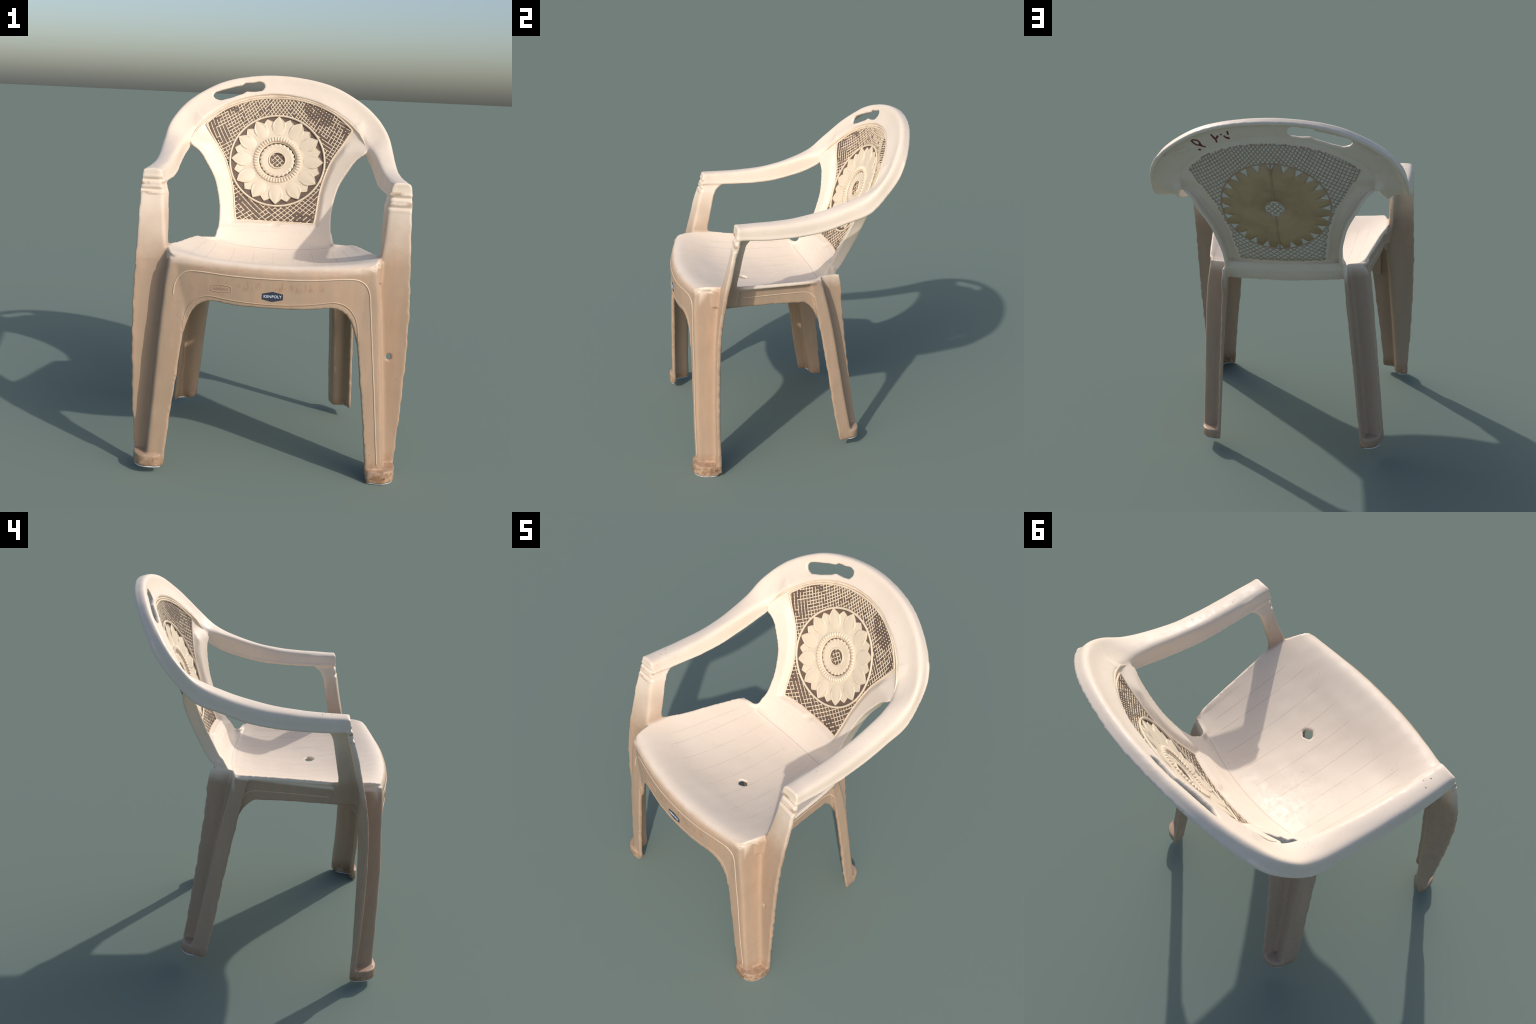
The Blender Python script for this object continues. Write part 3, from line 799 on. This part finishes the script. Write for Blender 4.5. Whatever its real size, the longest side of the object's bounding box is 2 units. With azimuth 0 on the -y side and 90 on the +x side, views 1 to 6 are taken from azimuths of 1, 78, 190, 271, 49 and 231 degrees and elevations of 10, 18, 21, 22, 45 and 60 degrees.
for sd in (2, -2):
    rib('trim_rib', [(-.36, 1.030), (-.2, 1.026), (-.05, 1.020), (.02, 1.016), (.055, 1.005), (.085, .975)], .0036, None, side=sd)

# ---- sticker with lettering, embossed mark
def hexagon(w, h_, sh): return np.array([(-w, -sh), (0, -h_), (w, -sh), (w, sh), (0, h_), (-w, sh)])
def lay(pts2, cx, cz, d, rear=False):
    return [snap(cx + p[0], cz + p[1], d, rear) for p in pts2]
def flat_plate(outline, cx, cz, d, name, mat, parent, rear=False):
    o = np.array(outline); rings = [o * f for f in (1, .66, .33)]
    V = [p for r_ in rings for p in lay(r_, cx, cz, d, rear)] + lay([(0, 0)], cx, cz, d, rear) + lay(o, cx, cz, -.002, rear)
    n = len(o); F = []
    for i in range(n):
        k = (i+1) % n
        for q in (0, 1): F.append((q*n+i, q*n+k, (q+1)*n+k, (q+1)*n+i))
        F += [(2*n+i, 2*n+k, 3*n), (3*n+1+i, 3*n+1+k, k, i)]
    ob = add(name, (np.array(V), F), mat, parent, smooth=False); fix_normals(ob); return ob
def lettering(text, size, cx, cz, d, name, mat, parent, width=None):
    cu = bpy.data.curves.new('lettering', 'FONT'); cu.body = text; cu.size = size; cu.align_x = 'CENTER'; cu.align_y = 'CENTER'
    cu.extrude = .0007; cu.offset = .00035; cu.space_character = 1.12
    o = bpy.data.objects.new('lettering', cu); bpy.context.scene.collection.objects.link(o)
    m_ = evaluated_mesh(o); bpy.data.objects.remove(o, do_unlink=True)
    V = np.array([v.co[:] for v in m_.vertices]); F = [tuple(p_.vertices) for p_ in m_.polygons]
    if width: V[:, 0] *= width / np.ptp(V[:, 0])
    c0, cl, cr = snap(cx, cz), snap(cx - .05, cz), snap(cx + .05, cz)
    ux = (cr - cl); ux /= np.linalg.norm(ux); cu_, cd_ = snap(cx, cz + .015), snap(cx, cz - .015)
    uz = cu_ - cd_; uz /= np.linalg.norm(uz); un = np.cross(ux, uz)
    W = c0 + V[:, :1] * ux + V[:, 1:2] * uz + (V[:, 2:3] + d) * un
    # follow the bow of the apron
    for i in range(len(W)):
        s_ = snap(W[i, 0], W[i, 2], 0)
        if s_ is not None: W[i, 1] = s_[1] - d - V[i, 2]
    return add(name, (W, F), mat, parent, smooth=False)
stk = flat_plate(hexagon(.050, .0245, .0135), .003, .940, .0016, 'sticker', M_NAVY, PART['apron'])
lettering('KENPOLY', .0185, .003, .9402, .0022, 'lettering', M_WHITE, stk, .086)
hx = hexagon(.049, .0185, .0115); hx = resample(np.vstack([hx, hx[:1]]), 49)[:-1]
add('embossed_mark', tube(np.array(lay(hx, -.245, .964, .0004)), .0017, 6, closed=True), MAT['apron'], PART['apron'])
lettering('KENPOLY', .0165, -.245, .9635, .0010, 'embossed_lettering', MAT['apron'], PART['apron'], .076)
# rear of the arch: another embossed mark and a hand-painted scrawl
ca, sa = math.cos(.42), math.sin(.42)
hx2 = hexagon(.040, .015, .010); hx2 = resample(np.vstack([hx2, hx2[:1]]), 41)[:-1]
hx2 = np.c_[hx2[:, 0]*ca + hx2[:, 1]*sa, -hx2[:, 0]*sa + hx2[:, 1]*ca]
pp_ = [p_ for p_ in lay(hx2, .435, 1.811, .0004, True) if p_ is not None]
add('embossed_mark', tube(np.array(pp_), .0016, 6, closed=True), MAT['rail'])
def scrawl(strokes, r):
    parts = []
    for st in strokes:
        q = chaikin(np.array(st, float), 2); P = [snap(x, z_, .0002, True) for x, z_ in q]
        P = np.array([p_ for p_ in P if p_ is not None])
        if len(P) > 2: parts.append(tube(P, r * (.8 + .5*np.sin(np.arange(len(P))*1.7)**2), 7, squash=.45))
    return merge(parts)
add('scrawl', scrawl([
    [(.378, 1.872), (.366, 1.855), (.352, 1.845), (.338, 1.850), (.336, 1.866), (.350, 1.876), (.372, 1.875)],
    [(.348, 1.848), (.330, 1.842), (.312, 1.836)], [(.336, 1.856), (.330, 1.845), (.335, 1.840)], [(.352, 1.822), (.345, 1.816), (.343, 1.822)],
    [(.270, 1.910), (.262, 1.897), (.252, 1.884), (.249, 1.865)], [(.236, 1.904), (.244, 1.893), (.252, 1.884)], [(.266, 1.900), (.256, 1.895), (.262, 1.888)],
    [(.206, 1.905), (.196, 1.893), (.184, 1.890)], [(.186, 1.930), (.184, 1.918), (.186, 1.912)], [(.222, 1.913), (.219, 1.911), (.217, 1.912)], [(.200, 1.893), (.188, 1.897), (.180, 1.889)]], .0045), M_INK)
# pale soles under the feet
def sole(o, z0, z1, mir): 
    p_ = prism(o.mean(0) + (o - o.mean(0)) * .93, z0, z1); return mirror(p_) if mir else p_
for o, z0, z1, mir in ((ff, .0, .008, False), (ff + [0, -.012], .034, .042, True), (rf, .057, .065, False), (rf + [.042, 0], .057, .065, True)):
    add('sole', sole(o, z0, z1, mir), M_SOLE)
# little blobs of old paint on the arm tops
blob = []
for x, y in ((-.63, -.285), (-.612, -.33), (.62, -.02), (-.60, -.30)):
    h1 = BVH.ray_cast(Vector((x, y, 3)), Vector((0, 0, -1)))
    if h1[0] is None: continue
    c = np.array(h1[0]); th = np.linspace(0, 2*np.pi, 10, endpoint=False); rr_ = .0042 if x < -.605 else .0025
    V = np.vstack([[c + [0, 0, .0016]], c + np.c_[np.cos(th), np.sin(th), 0*th]*rr_*.6 + [0, 0, .0012], c + np.c_[np.cos(th), np.sin(th), 0*th]*rr_ - [0, 0, .001]])
    F = [(0, 1+i, 1+(i+1) % 10) for i in range(10)] + [(1+i, 11+i, 11+(i+1) % 10, 1+(i+1) % 10) for i in range(10)]
    blob.append((V, F))
add('paint_drops', merge(blob), simple('dried_drop', (.48, .33, .22), (.3, .2, .12), .5, .5, 80), stuff=True)
